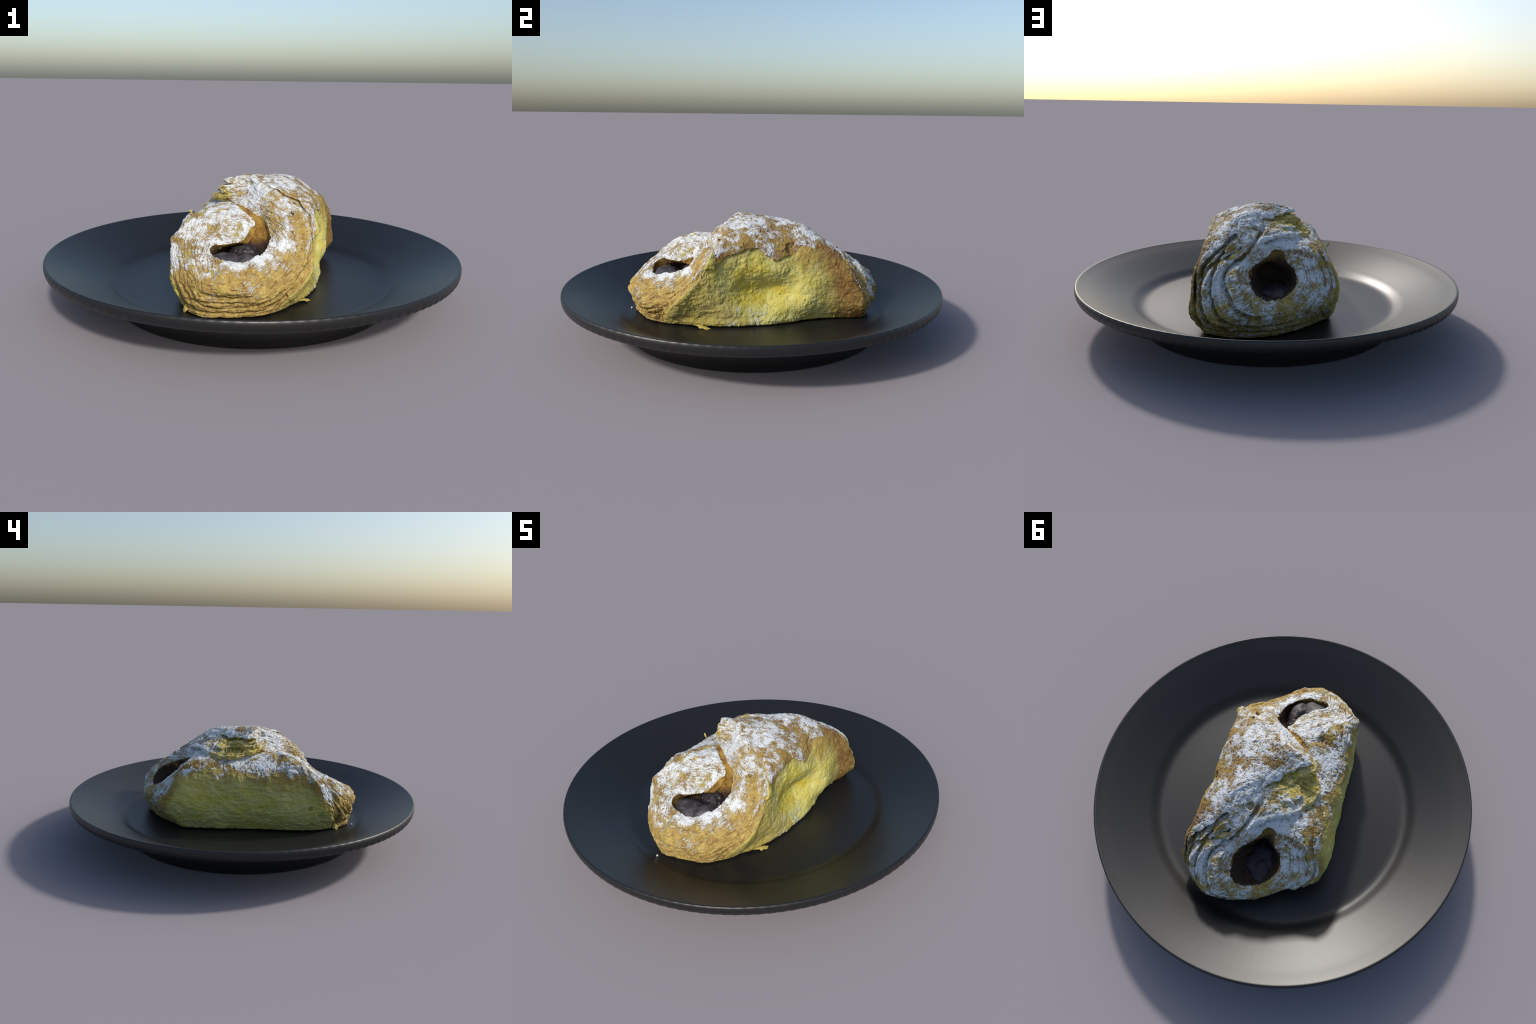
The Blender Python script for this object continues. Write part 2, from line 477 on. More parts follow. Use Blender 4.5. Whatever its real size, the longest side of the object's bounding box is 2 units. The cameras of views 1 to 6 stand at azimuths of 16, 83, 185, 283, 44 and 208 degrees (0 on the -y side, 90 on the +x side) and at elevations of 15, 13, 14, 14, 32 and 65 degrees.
def vertex_normals(V, Q):
    n = np.cross(V[Q[:, 2]] - V[Q[:, 0]], V[Q[:, 3]] - V[Q[:, 1]])
    N = np.zeros_like(V)
    for k in range(4):
        for ax in range(3):
            N[:, ax] += np.bincount(Q[:, k], n[:, ax], len(V))
    return N / (np.linalg.norm(N, axis=1)[:, None] + 1e-12)


def smooth(V, Q, times, lam=.5):
    E = np.concatenate([Q[:, [0, 1]], Q[:, [1, 2]], Q[:, [2, 3]], Q[:, [3, 0]]])
    E = np.concatenate([E, E[:, ::-1]])
    deg = np.bincount(E[:, 0], minlength=len(V))
    for _ in range(times):
        A = np.stack([np.bincount(E[:, 0], V[E[:, 1], a], len(V)) for a in range(3)], 1)
        V = V + lam * (A / deg[:, None] - V)
    return V


def sample(a, xs, ys, zs, V):
    H = xs[1] - xs[0]
    i = np.clip(np.round((V[:, 0] - xs[0]) / H).astype(int), 0, a.shape[0] - 1)
    j = np.clip(np.round((V[:, 1] - ys[0]) / H).astype(int), 0, a.shape[1] - 1)
    k = np.clip(np.round((V[:, 2] - zs[0]) / H).astype(int), 0, a.shape[2] - 1)
    return a[i, j, k].astype(float)


def sample_smooth(a, xs, ys, zs, V):
    H = xs[1] - xs[0]
    t = [np.clip((V[:, k] - s[0]) / H, 0, n - 1.001) for k, (s, n) in enumerate(zip((xs, ys, zs), a.shape))]
    i = [np.floor(c).astype(int) for c in t]
    w = [c - f for c, f in zip(t, i)]
    out = np.zeros(len(V))
    for dx in (0, 1):
        for dy in (0, 1):
            for dz in (0, 1):
                k = ((w[0] if dx else 1 - w[0]) * (w[1] if dy else 1 - w[1]) * (w[2] if dz else 1 - w[2]))
                out += k * a[i[0] + dx, i[1] + dy, i[2] + dz]
    return out


def edges_of(Q):
    return np.concatenate([Q[:, [0, 1]], Q[:, [1, 2]], Q[:, [2, 3]], Q[:, [3, 0]]])


def spread(a, Q, n, times):
    e = edges_of(Q)
    deg = np.bincount(e[:, 0], minlength=n)
    for _ in range(times):
        a = .5 * a + .5 * np.bincount(e[:, 0], a[e[:, 1]], n) / deg
    return a


def subdivide(V, Q, reg):
    e = np.sort(edges_of(Q), axis=1)
    key, inv = np.unique(e[:, 0].astype(np.int64) * len(V) + e[:, 1], return_inverse=True)
    a, b = key // len(V), key % len(V)
    m = len(Q)
    mid = len(V) + inv.reshape(4, m)
    mids = (V[a] + V[b]) / 2
    cen = V[Q].mean(1)
    c = len(V) + len(key) + np.arange(m)
    V2 = np.concatenate([V, mids, cen])
    reg2 = np.concatenate([reg, reg[a], reg[Q[:, 0]]])
    F = [np.stack([Q[:, k], mid[k], c, mid[(k + 3) % 4]], 1) for k in range(4)]
    return V2, np.concatenate(F), reg2


REGIONS = ['torn_tip', 'right_wall', 'left_wall', 'flap', 'under_flap', 'front_end', 'back_end',
           'underside', 'pocket']


def build_pastry_mesh(H):
    xs, ys, zs, X, Y, Z, T = pastry_field(H)
    f, wrap_r, wrap_l, mouth, hole = combine(X, Y, Z, T)
    f = add_layers(xs, ys, zs, f, T, wrap_r, wrap_l)
    V, Q = surface_nets(f, xs, ys, zs)
    V = smooth(V, Q, 1, .35)
    g = lambda a: sample(a, xs, ys, zs, V)
    t = {k: g(a) for k, a in T.items()}
    mo, ho = g(mouth), g(hole)
    N = vertex_normals(V, Q)
    x, y, z = V.T
    # which panel does each vertex belong to
    low_f = np.max([t['left'], t['top_left'], t['front_left'], t['back_left']], 0)
    up_f = np.max([t['right'], t['top_right'], t['front'], t['back'], t['tip']], 0)
    upper = up_f < low_f
    fr = np.where(upper, t['front'], t['front_left'])
    bk = np.where(upper, t['back'], t['back_left'])
    tipscore = np.where(upper & (z > .455), t['tip'], -1)
    score = np.stack([tipscore, t['right'] + 0 * x, np.where(upper, np.minimum(t['left'], -.004), t['left']),
                      np.where(upper, t['top_right'], -1), np.where(upper | (x > .15), -1, t['top_left']),
                      fr, bk, t['base'] + .004, np.maximum(-mo, -ho) - .004], 1)
    reg = np.argmax(score, 1)
    crusty = (reg == REGIONS.index('right_wall')) & (pale_wall(V) < .5) & (z > .34) & (y > -.22) & (y < .30)
    reg = np.where(crusty, REGIONS.index('flap'), reg)
    e = np.concatenate([Q[:, [0, 1]], Q[:, [1, 2]], Q[:, [2, 3]], Q[:, [3, 0]]])
    for _ in range(5):          # drop stray slivers: a vertex follows its neighbours
        votes = np.stack([np.bincount(e[:, 0], reg[e[:, 1]] == k, len(V)) for k in range(len(REGIONS))], 1)
        votes[np.arange(len(V)), reg] += .9
        reg = np.argmax(votes, 1)
    # finer mesh for the fine relief
    fr = reg[Q]
    votes = np.stack([(fr == k).sum(1) for k in range(len(REGIONS))], 1)
    face_reg = np.argmax(votes, 1)
    V, Q, reg = subdivide(V, Q, reg)
    face_reg = np.tile(face_reg, 4)
    V = smooth(V, Q, 1, .4)
    N = vertex_normals(V, Q)
    x, y, z = V.T
    h = lambda a: sample_smooth(a, xs, ys, zs, V)
    skin = np.maximum(np.minimum(np.maximum(h(wrap_r), h(T['left'])), np.maximum(h(wrap_l), h(T['right']))),
                      h(T['base']) + .004)
    edge = np.isin(reg, [REGIONS.index(k) for k in ('front_end', 'back_end')]).astype(float)
    lobe = (reg == REGIONS.index('under_flap')) * np.maximum(sstep(-.22, -.30, y), sstep(.26, .33, y))
    side = np.isin(reg, [1, 2]).astype(float)
    tipw = (reg == 0).astype(float)
    edge = np.maximum(edge, lobe)
    edge, side, tipw = (spread(a, Q, len(V), 6) for a in (edge, side, tipw))
    # cracks between the leaves of puff pastry: thin lines that follow the skin
    bend = .009 * noise3(V, 8, 41) + .004 * noise3(V, 22, 42)
    q = np.stack([(skin + bend) * 46, x * 7, y * 7 + z * 7], 1)
    n1 = noise3(q, 1.0, 43)
    q[:, 0] *= 2.1
    n2 = noise3(q * np.array([1, 2, 2]), 1.0, 44)
    thin = lambda n, w: np.exp(-(n / w) ** 2)
    force = .30 + .70 * sstep(-.2, .35, noise3(V, 8, 45))
    leaf = (-.0085 * thin(n1, .12) * force - .0032 * thin(n2, .13) * (1 - .5 * force)
            + .0065 * np.clip(n1, -.6, .6) + .0015 * np.clip(n2, -.6, .6))
    leaf = leaf * np.where((y > 0) & (x < 0), .65, 1)
    # relief: lumps, blisters, pits, grain
    rw = side * (x > 0)
    lump = .0035 * fbm(V, 13, 2, 21) + .0018 * fbm(V, 38, 2, 22)
    crag = np.abs(noise3(V * np.array([1, 1, 1.5]), 22, 23))
    flakes = sstep(.0, .10, noise3(V, 16, 25) + .4 * noise3(V, 45, 26)) - .5
    grain = .0016 * fbm(V, 85, 3, 24, .6)
    wrinkle = .0022 * noise3(V * np.array([1, 1, 2.6]), 30, 28)
    pitted = -.005 * sstep(.36, .60, noise3(V, 48, 29)) - .003 * sstep(.3, .5, noise3(V, 95, 31))
    tear = .006 * noise3(V * np.array([.6, 1, 3]), 26, 51) - .004 * thin(noise3(V * np.array([1, 1, 2.5]), 30, 52), .15)
    disp = ((1 - side) * (lump + grain + wrinkle * .6 + pitted * (1 - tipw)) + edge * leaf + tipw * tear
            + rw * (1.3 * lump + .0030 * (.35 - crag) + .0020 * flakes + grain * .9)
            + (side - rw) * (1.6 * lump + .0022 * flakes + .6 * wrinkle + .7 * grain
                             - .002 * thin(noise3(V * np.array([1, .5, 2]), 12, 53), .07)))
    low = z < FLOOR_Z + .012
    disp = np.where(low, np.minimum(disp, .001), disp)
    V = V + N * disp[:, None]
    V[:, 2] = np.maximum(V[:, 2], FLOOR_Z + .0015)
    return V, Q, vertex_normals(V, Q), reg, face_reg

# =====================================================================
#  Blender
# =====================================================================
import bpy
import bmesh
from mathutils import Vector

rng = np.random.default_rng(7)


def mesh_object(name, V, F, mat, parent=None, smooth_shade=True, normals=None):
    me = bpy.data.meshes.new(name)
    V = np.asarray(V, dtype=np.float64)
    F = np.asarray(F, dtype=np.int32)
    k = F.shape[1]
    me.vertices.add(len(V))
    me.vertices.foreach_set('co', V.astype(np.float32).ravel())
    me.loops.add(F.size)
    me.loops.foreach_set('vertex_index', F.ravel())
    me.polygons.add(len(F))
    me.polygons.foreach_set('loop_start', np.arange(0, F.size, k, dtype=np.int32))
    me.update(calc_edges=True)
    me.polygons.foreach_set('use_smooth', np.full(len(me.polygons), smooth_shade))
    if normals is not None:
        me.normals_split_custom_set_from_vertices(normals.tolist())
    me.materials.append(mat)
    ob = bpy.data.objects.new(name, me)
    bpy.context.scene.collection.objects.link(ob)
    if parent:
        ob.parent = parent
    return ob


# ------------------------------------------------------ node shorthand
class Nodes:
    def __init__(self, name):
        self.mat = bpy.data.materials.new(name)
        self.mat.use_nodes = True
        self.t = self.mat.node_tree
        self.bsdf = self.t.nodes['Principled BSDF']
        self.co = self.t.nodes.new('ShaderNodeTexCoord').outputs['Object']
        sep = self.t.nodes.new('ShaderNodeSeparateXYZ')
        self.t.links.new(self.co, sep.inputs[0])
        self.x, self.y, self.z = (S(self, o) for o in sep.outputs)
        geo = self.t.nodes.new('ShaderNodeNewGeometry')
        sn = self.t.nodes.new('ShaderNodeSeparateXYZ')
        self.t.links.new(geo.outputs['Normal'], sn.inputs[0])
        self.nz = S(self, sn.outputs[2])
        self.ridge = S(self, geo.outputs['Pointiness'])

    def put(self, sock, v):
        if isinstance(v, S):
            self.t.links.new(v.o, sock)
        elif isinstance(v, tuple):
            sock.default_value = (*v, 1) if len(sock.default_value) == 4 else v
        else:
            sock.default_value = v

    def math(self, op, a, b=0.0, clamp=False):
        n = self.t.nodes.new('ShaderNodeMath')
        n.operation = op
        n.use_clamp = clamp
        self.put(n.inputs[0], a)
        self.put(n.inputs[1], b)
        return S(self, n.outputs[0])

    def step(self, lo, hi, v):
        n = self.t.nodes.new('ShaderNodeMapRange')
        n.interpolation_type = 'SMOOTHSTEP'
        self.put(n.inputs['Value'], v)
        if isinstance(lo, (int, float)) and isinstance(hi, (int, float)) and lo > hi:
            n.inputs['From Min'].default_value, n.inputs['From Max'].default_value = hi, lo
            n.inputs['To Min'].default_value, n.inputs['To Max'].default_value = 1, 0
        else:
            self.put(n.inputs['From Min'], lo)
            self.put(n.inputs['From Max'], hi)
        return S(self, n.outputs[0])

    def noise(self, scale, detail=3.0, rough=.55, stretch=(1, 1, 1), shift=(0, 0, 0), distort=0.0):
        m = self.t.nodes.new('ShaderNodeMapping')
        self.t.links.new(self.co, m.inputs[0])
        m.inputs['Scale'].default_value = stretch
        m.inputs['Location'].default_value = shift
        n = self.t.nodes.new('ShaderNodeTexNoise')
        self.t.links.new(m.outputs[0], n.inputs['Vector'])
        n.inputs['Scale'].default_value = scale
        n.inputs['Detail'].default_value = detail
        n.inputs['Roughness'].default_value = rough
        n.inputs['Distortion'].default_value = distort
        return S(self, n.outputs[0])

    def mix(self, f, a, b):
        n = self.t.nodes.new('ShaderNodeMix')
        n.data_type = 'RGBA'
        self.put(n.inputs[0], f)
        self.put(n.inputs[6], a)
        self.put(n.inputs[7], b)
        return S(self, n.outputs[2])

    def bump(self, h, strength, dist):
        n = self.t.nodes.new('ShaderNodeBump')
        n.inputs['Strength'].default_value = strength
        n.inputs['Distance'].default_value = dist
        self.put(n.inputs['Height'], h)
        self.t.links.new(n.outputs[0], self.bsdf.inputs['Normal'])

    def out(self, **kw):
        for k, v in kw.items():
            self.put(self.bsdf.inputs[k.replace('_', ' ').replace('Specular', 'Specular IOR Level')], v)
        return self.mat


class S:
    def __init__(self, n, o):
        self.n, self.o = n, o

    def __add__(self, b): return self.n.math('ADD', self, b)
    __radd__ = __add__
    def __sub__(self, b): return self.n.math('SUBTRACT', self, b)
    def __rsub__(self, b): return self.n.math('SUBTRACT', b, self)
    def __mul__(self, b): return self.n.math('MULTIPLY', self, b)
    __rmul__ = __mul__
    def clamp(self): return self.n.math('ADD', self, 0.0, True)
    def max(self, b): return self.n.math('MAXIMUM', self, b)
    def min(self, b): return self.n.math('MINIMUM', self, b)


YELLOW, YELLOW_DEEP, PALE = (.49, .44, .10), (.50, .385, .03), (.52, .50, .19)
GOLD, GOLD_DEEP, BROWN = (.36, .26, .075), (.26, .165, .040), (.165, .085, .028)
SUGAR = (.62, .65, .67)


def dough(name, paint, cling=2.0):
    """One kind of dough: paint(n) gives crust colour and sugar cover 0..1."""
    n = Nodes(name)
    col, cover = paint(n)
    coarse = n.noise(9, 4, .6, shift=(3, 1, 2))
    mid = n.noise(34, 4, .65, shift=(7, 2, 5))
    fine = n.noise(170, 3, .7)
    grit = n.noise(420, 2, .7, shift=(2, 9, 4))
    dust = coarse * 1.4 + mid * 1.2 + fine * .65 + grit * .45 - 1.90      # about -.5..0.5
    crest = ((n.ridge - .5) * cling).max(-.16).min(.14)       # sugar on the crests, creases coloured darker
    s = n.step(-.13, .17, dust + cover + crest - .5)
    fleck = n.step(.60, .70, n.noise(260, 2, .6, shift=(1, 8, 3)))
    col = n.mix(fleck * .35, col, (.24, .12, .03))
    col = n.mix(s * .96, col, SUGAR)
    n.bump(fine * .8 + mid * .9 + grit * .35 + s * .35, .75, .005)
    return n.out(Base_Color=col, Roughness=.78, Specular=.25)


def crust(n, warm=0.0):
    """golden to brown baked crust"""
    a = n.noise(15, 5, .62, shift=(2, 6, 1))
    b = n.noise(60, 4, .65, shift=(5, 3, 9))
    c = n.mix(n.step(.35, .68, a), GOLD_DEEP, GOLD)
    return n.mix(n.step(.46, .74, b * .6 + n.noise(6, 3) * .5 + warm), c, BROWN)


def paint_right_wall(n):
    wob = (n.noise(10, 4) - .5) * .16 + (n.noise(45, 3) - .5) * .05
    yel = n.mix(n.step(.40, .66, n.noise(11, 4, .6)), YELLOW, PALE)
    deep = n.step(.42, .62, n.noise(7, 3, shift=(4, 4, 4))) * n.step(.30, .12, n.y.max(n.y * -1.6))
    yel = n.mix(deep * n.step(.14, .24, n.z) * n.step(.44, .36, n.z) * .75, yel, YELLOW_DEEP)
    top = n.step(.40, .54, n.z + wob + n.step(.08, .26, n.y) * .08) * .85
    back = n.step(.25, .43, n.y + wob * .7 + (n.z - .3) * .25)
    br = crust(n, .06)
    c = n.mix(top.max(back), yel, br)
    c = n.mix(n.step(-.26, -.38, n.y + n.z * .75 - .36 + wob) * .55, c, GOLD)
    sug = n.step(.44, .54, n.z + wob * .8) * .40 + n.step(.36, .5, n.y + n.z * .3) * .16
    spot = n.step(.30, .18, n.z) * n.step(-.24, -.10, n.y) * n.step(.16, .0, n.y)
    return c, sug + spot * .42


def paint_left_wall(n):
    wob = (n.noise(10, 4) - .5) * .20 + (n.noise(45, 3) - .5) * .06
    yel = n.mix(n.step(.32, .62, n.noise(9, 4, .6, stretch=(1, 1, 2.5))), (.50, .44, .095), (.53, .49, .175))
    yel = n.mix(n.step(.5, .72, n.noise(5, 3, stretch=(1, .6, 2.5), shift=(0, 3, 1))) * .35, yel, YELLOW_DEEP)
    top = n.step(.365, .445, n.z + wob + n.step(.0, -.3, n.y) * .02)
    toast = n.step(.27, .42, n.z + wob * .8) * .45
    yel = n.mix(toast, yel, GOLD)
    c = n.mix(top * .8, yel, crust(n))
    front = n.step(.46, .54, (n.z - .27) * .9 - n.y + wob * .6)
    back = n.step(.27, .345, n.y + (n.z - .3) * .6 + wob * .6)
    c = n.mix(front.max(back) * .85, c, crust(n, -.05))
    return c, n.step(.365, .455, n.z + wob * .9) * .60 + back * .24 + front * .1


def paint_flap(n):
    c = crust(n, .05)
    edge = n.step(.20, .27, n.x + (n.noise(13, 3) - .5) * .1)
    return c, .56 - edge * .06 - n.step(.50, .44, n.z) * .2 + (n.noise(6, 2, shift=(9, 9, 1)) - .5) * .7


def paint_tip(n):
    a = n.noise(26, 4, .6, stretch=(1, 1, 3))
    c = n.mix(n.step(.40, .60, a), (.40, .31, .055), (.54, .45, .18))
    c = n.mix(n.step(.55, .70, n.noise(40, 4, .6, shift=(2, 2, 8))) * .7, c, GOLD_DEEP)
    back = n.step(.06, .15, n.y + (n.noise(14, 3) - .5) * .12)
    return c, .24 + back * .34


def paint_under_flap(n):
    c = crust(n)
    edge = n.step(-.20, -.27, n.x + (n.noise(14, 3) - .5) * .08)
    c = n.mix(n.step(.5, .7, n.noise(12, 3, shift=(8, 2, 2))) * .5, c, YELLOW)
    front = n.step(-.38, -.52, n.y)
    return c, .68 - edge * .2 - front * .2 + (n.noise(6, 2, shift=(1, 5, 1)) - .5) * .6


def ends_crust(n):
    """cut edges: tan, gold, pale and brown leaves finely mixed"""
    a = n.noise(20, 5, .65, shift=(1, 2, 7))
    c = n.mix(n.step(.38, .62, a), (.27, .165, .032), (.385, .268, .060))
    c = n.mix(n.step(.52, .66, n.noise(55, 4, .65)) * .8, c, (.50, .39, .13))
    c = n.mix(n.step(.54, .66, n.noise(38, 4, .65, shift=(4, 4, 0))) * .75, c, (.19, .09, .024))
    c = n.mix(n.step(.56, .70, n.noise(16, 4, .6, shift=(9, 4, 0))) * .5, c, (.46, .38, .08))
    haze = n.step(.50, .62, n.noise(230, 2, .7, shift=(6, 1, 0)))
    return n.mix(haze * .28, c, (.62, .57, .45))


def paint_front_end(n):
    c = ends_crust(n)
    wob = (n.noise(9, 4) - .5) * .22
    sug = n.step(.20, .38, n.z + wob) * .38 + .21
    rim = n.step(.20, .08, ((n.x - .07) * (n.x - .07) + (n.y + .42) * (n.y + .42) * .6 + (n.z - .35) * (n.z - .35)) * 8.0)
    return c, sug + rim * .18 - n.step(.30, .36, n.x + n.z * .12 + wob * .3) * .2


def paint_back_end(n):
    c = ends_crust(n)
    wob = (n.noise(9, 4) - .5) * .2
    sug = n.step(.13, .36, n.z + wob) * .34 + .28
    return c, sug - n.step(.22, .30, n.x + wob * .3) * .18


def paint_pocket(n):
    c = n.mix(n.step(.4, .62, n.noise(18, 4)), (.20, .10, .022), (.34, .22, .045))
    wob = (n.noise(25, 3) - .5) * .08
    dark_low = n.step(.39, .345, n.z + wob) * n.step(-.52, -.46, n.y + wob)
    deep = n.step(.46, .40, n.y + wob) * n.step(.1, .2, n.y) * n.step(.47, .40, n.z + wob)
    c = n.mix(dark_low.max(deep) * .95, c, (.022, .012, .010))
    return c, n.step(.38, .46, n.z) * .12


def paint_underside(n):
    return n.mix(n.noise(12, 3), YELLOW, GOLD), n.x * 0.0


def fruit_material(name, bloom):
    n = Nodes(name)
    a = n.noise(14, 4, .6)
    c = n.mix(n.step(.35, .7, a), (.018, .012, .014), bloom)
    c = n.mix(n.step(.63, .70, n.noise(75, 3, .6)) * .7, c, (.22, .19, .17))
    c = n.mix(n.step(.60, .72, n.noise(10, 2, shift=(3, 3, 3))) * .5, c, (.05, .012, .006))
    n.bump(n.noise(60, 4, .6), .6, .004)
    return n.out(Base_Color=c, Roughness=.5, Specular=.4)


# --------------------------------------------------------------- plate
def build_plate():
    n = Nodes('black_stoneware')
    n.bump(n.noise(240, 2), .02, .001)
    mat = n.out(Base_Color=n.mix(n.noise(3, 2), (.0075, .0075, .008), (.0095, .0095, .010)),
                Roughness=.40, Specular=.5)
    # radius, height from the middle of the well out to the rim and back below
    prof = [(0, .1), (.30, .1), (.55, .1), (.640, .1002), (.660, .1015), (.676, .105),
            (.692, .114), (.708, .124), (.722, .1322), (.738, .139), (.76, .1484),
            (.80, .1665), (.85, .1885), (.90, .2110), (.94, .2278), (.97, .2390), (.984, .2455),
            (.990, .2480), (.9935, .2482)]
    lip = [(.9970, .2455), (.9992, .2395), (1.0, .2310), (.9994, .2200), (.9965, .2090),
           (.9915, .2005), (.985, .1965)]
    below = [(.972, .1930), (.92, .175), (.84, .139), (.77, .101), (.73, .073), (.706, .052),
             (.692, .037), (.686, .030), (.684, .027), (.682, .020), (.678, .006),
             (.674, .001), (.664, .0), (.640, .0), (.630, .004), (.62, .012), (.60, .016),
             (.3, .018), (0, .018)]
    teeth = 128
    # two columns at every tooth border, modelling the rim's sawtooth shading as small steps
    ang, rise = [], []
    for i in range(teeth):
        for t in (0.0, .5, .97):
            ang.append((i + t) * 2 * math.pi / teeth)
            rise.append(t / .97 - .5)
    ang, rise = np.array(ang), np.array(rise)
    rings = []
    full = prof + lip + below
    for k, (r, z) in enumerate(full):
        dz = 0.0
        j = k - len(prof)
        if 0 <= j < len(lip):
            dz = .0042 * math.sin(math.pi * (j + .4) / len(lip))
        rings.append(np.stack([r * np.cos(ang), r * np.sin(ang), z + dz * rise], 1))
    m = len(ang)
    V = [[0, 0, full[0][1]]] + [p for r in rings[1:-1] for p in r] + [[0, 0, full[-1][1]]]
    F4, F3 = [], []
    R = len(full) - 2
    idx = lambda r, a: 1 + r * m + a % m
    for a in range(m):
        F3.append((0, idx(0, a), idx(0, a + 1)))
        F3.append((len(V) - 1, idx(R - 1, a + 1), idx(R - 1, a)))
        for r in range(R - 1):
            F4.append((idx(r, a), idx(r + 1, a), idx(r + 1, a + 1), idx(r, a + 1)))
    me = bpy.data.meshes.new('plate')
    me.from_pydata([tuple(map(float, v)) for v in V], [], F4 + F3)
    me.polygons.foreach_set('use_smooth', np.ones(len(me.polygons), bool))
    me.materials.append(mat)
    me.update()
    ob = bpy.data.objects.new('plate', me)
    bpy.context.scene.collection.objects.link(ob)
    ob['label'] = 'round matt black stoneware plate with a wide rim'
    ob['category'] = 'plate'
    return ob


# ------------------------------------------------- thin flakes of crust
def flake_mesh(w, l, seed, thick=.0022, bend=.35, ragged=.18, wave=.12, nu=14, nv=10):
    """A leaf of pastry: ragged outline, bent and waved, with a thickness."""
    u, v = np.meshgrid(np.linspace(-1, 1, nu), np.linspace(-1, 1, nv), indexing='ij')
    P = np.stack([u.ravel(), v.ravel(), 0 * u.ravel()], 1)
    # round the square off, then fray its edge
    rr = np.maximum(np.abs(P[:, 0]), np.abs(P[:, 1]))
    an = np.arctan2(P[:, 1], P[:, 0])
    ln = np.hypot(P[:, 0], P[:, 1]) + 1e-9
    k = rr * (1 + ragged * noise3(np.stack([2.2 * np.cos(an), 2.2 * np.sin(an), 0 * an], 1), 1.0, seed)
              + .6 * ragged * noise3(np.stack([6 * np.cos(an), 6 * np.sin(an), 0 * an], 1), 1.0, seed + 1))
    sq = rr / ln
    mixr = .55 + .45 * sq / sq.max()
    X = P[:, 0] / ln * k * mixr * 1.25
    Y = P[:, 1] / ln * k * mixr * 1.25
    q = np.stack([X, Y, 0 * X], 1)
    Zc = -bend * (Y ** 2) * l * .5 - .5 * bend * X ** 2 * w * .3 + wave * min(w, l) * noise3(q, 1.6, seed + 2)
    top = np.stack([X * w / 2, Y * l / 2, Zc + thick / 2], 1)
    bot = top - np.array([0, 0, thick])
    V = np.concatenate([top, bot])
    n = nu * nv
    ij = lambda i, j: i * nv + j
    F = []
    for i in range(nu - 1):
        for j in range(nv - 1):
            a = (ij(i, j), ij(i + 1, j), ij(i + 1, j + 1), ij(i, j + 1))
            F.append(a)
            F.append(tuple(n + c for c in a[::-1]))
    ring = ([ij(i, 0) for i in range(nu)] + [ij(nu - 1, j) for j in range(1, nv)]
            + [ij(i, nv - 1) for i in range(nu - 2, -1, -1)] + [ij(0, j) for j in range(nv - 2, 0, -1)])
    for a, b in zip(ring, ring[1:] + ring[:1]):
        F.append((b, a, n + a, n + b))
    return V, F


def frame(normal, along):
    nrm = np.array(normal, float)
    nrm /= np.linalg.norm(nrm)
    t = np.array(along, float)
    t = t - nrm * (t @ nrm)
    t /= np.linalg.norm(t)
    return np.stack([t, np.cross(nrm, t), nrm], 1)


def add_flake(parent, mat, at, normal, along, w, l, seed, name='flake', **kw):
    V, F = flake_mesh(w, l, seed, **kw)
    V = V @ frame(normal, along).T + np.array(at)
    return mesh_object(name, V, F, mat, parent)


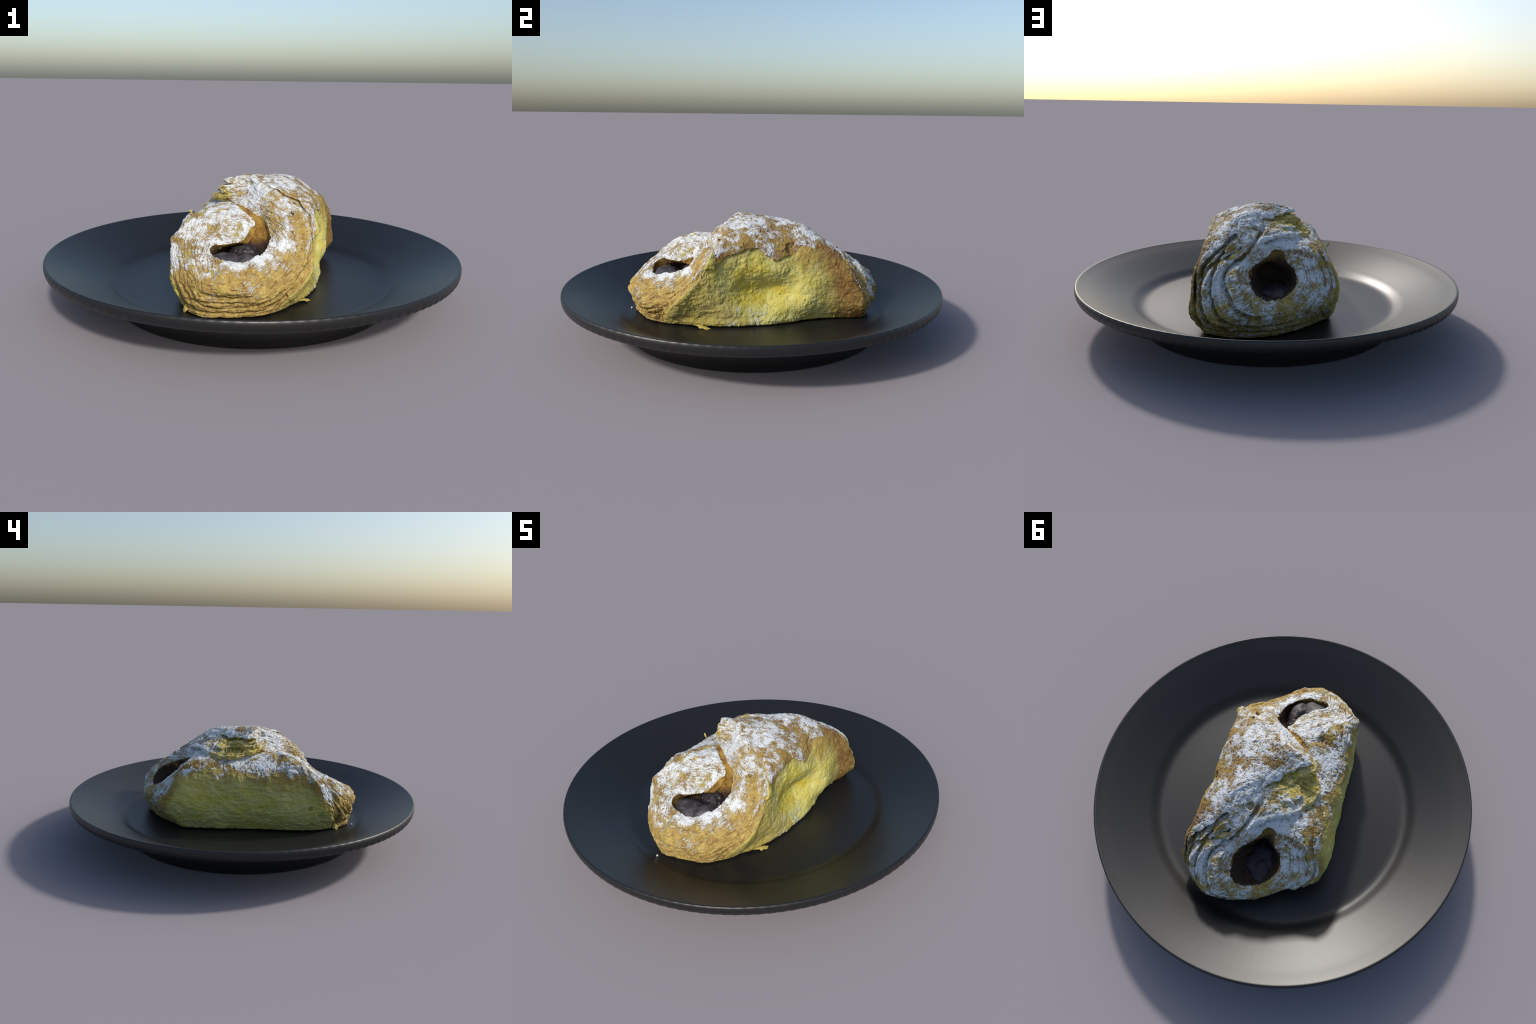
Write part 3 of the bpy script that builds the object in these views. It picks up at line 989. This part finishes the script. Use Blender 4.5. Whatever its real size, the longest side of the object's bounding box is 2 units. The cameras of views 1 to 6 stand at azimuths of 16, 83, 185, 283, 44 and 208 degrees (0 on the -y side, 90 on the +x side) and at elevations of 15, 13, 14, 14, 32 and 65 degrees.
def main():
    build_plate()
    pastry = bpy.data.objects.new('filled_pastry', None)
    pastry.location = (0, 0, 0)
    pastry['label'] = 'folded puff pastry with dark fruit filling, dusted with powdered sugar'
    pastry['category'] = 'pastry'
    bpy.context.scene.collection.objects.link(pastry)

    mats = {
        'torn_tip': dough('torn_leaves', paint_tip),
        'right_wall': dough('pale_yellow_dough', paint_right_wall),
        'left_wall': dough('pale_dough', paint_left_wall),
        'flap': dough('sugared_brown_crust', paint_flap),
        'under_flap': dough('thickly_sugared_crust', paint_under_flap, 2.4),
        'front_end': dough('golden_cut_edge', paint_front_end, 2.4),
        'back_end': dough('sugared_cut_edge', paint_back_end, 3.0),  # raised crest factor darkens the fold colour to deepen their shadows
        'underside': dough('bottom_crust', paint_underside),
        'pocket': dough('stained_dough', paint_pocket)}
    names = {'torn_tip': 'torn_tip', 'right_wall': 'side_wall', 'left_wall': 'side_wall', 'flap': 'top_flap',
             'under_flap': 'under_flap', 'front_end': 'rolled_end', 'back_end': 'rolled_end',
             'underside': 'bottom_crust', 'pocket': 'filling_pocket'}
    V, Q, N, reg, face_reg = build_pastry_mesh(.004)
    for k, r in enumerate(REGIONS):
        q = Q[face_reg == k]
        if not len(q):
            continue
        used, inv = np.unique(q, return_inverse=True)
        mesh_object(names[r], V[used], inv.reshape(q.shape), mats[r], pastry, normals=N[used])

    # ---- filling: lumpy dark fruit in both mouths
    def fruit(c, r, mat, seed, amp):
        bm = bmesh.new()
        bmesh.ops.create_icosphere(bm, subdivisions=5, radius=1)
        P = np.array([v.co[:] for v in bm.verts])
        bm.verts.index_update()
        F = np.array([[v.index for v in f.verts] for f in bm.faces])
        bm.free()
        k = 1 + amp * fbm(P, 2.2, 3, seed)
        W = P * k[:, None] * np.array(r) + np.array(c)
        return mesh_object('fruit_filling', W, F, mat, pastry)

    bloom = fruit_material('dusty_dark_fruit', (.080, .075, .085))
    wet = fruit_material('dark_jam', (.022, .018, .022))
    fruit((.018, -.460, .268), (.100, .092, .076), bloom, 3, .07)
    fruit((.100, -.425, .262), (.070, .090, .078), bloom, 6, .08)
    fruit((.06, -.335, .29), (.08, .06, .075), wet, 5, .12)
    fruit((-.085, .375, .236), (.125, .145, .062), wet, 9, .14)

    # ---- flakes
    pale = dough('loose_flake', lambda n: (n.mix(n.noise(30, 3), YELLOW, (.52, .36, .10)), n.x * 0.0 + .16))
    crusty = dough('torn_leaf', lambda n: (n.mix(n.step(.4, .65, n.noise(26, 4)), (.50, .33, .08), (.66, .55, .24)), n.x * 0.0 + .50))
    # leaves standing off the back end
    for i, (at, w, l, nrm, al) in enumerate([
            ((.118, .412, .447), .11, .026, (.1, .6, .7), (1, .6, -.25))]):
        add_flake(pastry, crusty, at, nrm, al, w, l, 90 + 7 * i, name='torn_leaf', bend=.5, ragged=.16, wave=.35,
                  thick=.003, nu=20, nv=10)
    # single loose flakes
    for i, (at, nrm, al, w, l) in enumerate([
            ((-.056, -.315, .497), (1, -.3, .3), (0, .1, 1), .022, .012),
            ((-.318, -.027, .418), (.2, -1, .2), (-.6, 0, 1), .022, .010),
            ((.331, -.270, .109), (-.1, .3, 1), (.2, 1, 0), .085, .03),
            ((-.30, .10, .395), (-1, 0, .3), (0, .5, 1), .030, .018),
            ((-.325, .16, .375), (-1, 0, .2), (0, .3, 1), .034, .014),
            ((-.345, .27, .36), (-1, .1, .2), (0, 1, .3), .030, .022),
            ((-.28, -.02, .40), (-1, 0, .5), (0, 1, .1), .036, .016),
            ((-.13, -.575, .118), (-.6, -.6, .3), (.4, 0, -1), .035, .03)]):
        add_flake(pastry, pale, at, nrm, al, w, l, 200 + 5 * i, thick=.0022, bend=.4, ragged=.25)
    # shreds along the bottom seam and on the pale walls, too many to name
    Vs, Fs, off = [], [], 0
    seam = np.where((V[:, 2] < FLOOR_Z + .03) & (V[:, 2] > FLOOR_Z + .004) & (np.abs(N[:, 2]) < .8))[0]
    walls = np.where(np.isin(reg, [0, 1]) & (V[:, 2] < .46))[0]
    edge = np.where(np.isin(reg, [2, 3, 4, 5]))[0]
    for pool, count, size in ((seam, 22, .012), (walls, 12, .011)):
        for i in rng.choice(pool, count, replace=False):
            s = size * rng.uniform(.5, 1.3)
            nrm = N[i] + rng.normal(0, .45, 3)
            v, f = flake_mesh(s, s * rng.uniform(.5, 1), int(i) % 1000, thick=.0016, bend=.5, ragged=.3, nu=5, nv=4)
            v = v @ frame(nrm, rng.normal(0, 1, 3)).T + V[i] + N[i] * .0012
            v[:, 2] = np.maximum(v[:, 2], FLOOR_Z + .001)
            Vs.append(v)
            Fs += [tuple(c + off for c in q) for q in f]
            off += len(v)
    shreds = mesh_object('shred', np.concatenate(Vs), Fs, pale, pastry)
    shreds['kind'] = 'stuff'
    # sugar crumbs fallen on the plate
    white = Nodes('sugar_crumb').out(Base_Color=(.72, .73, .74), Roughness=.8)
    for at, r in (((-.029, -.655, .1045), .0055),):
        bm = bmesh.new()
        bmesh.ops.create_icosphere(bm, subdivisions=2, radius=r)
        for v in bm.verts:
            v.co = v.co * float(1 + .3 * noise3(np.array([v.co[:]]), 180, 5)[0]) + Vector(at)
        me = bpy.data.meshes.new('sugar_crumb')
        bm.to_mesh(me)
        bm.free()
        me.materials.append(white)
        ob = bpy.data.objects.new('sugar_crumb', me)
        ob.parent = pastry
        bpy.context.scene.collection.objects.link(ob)


main()
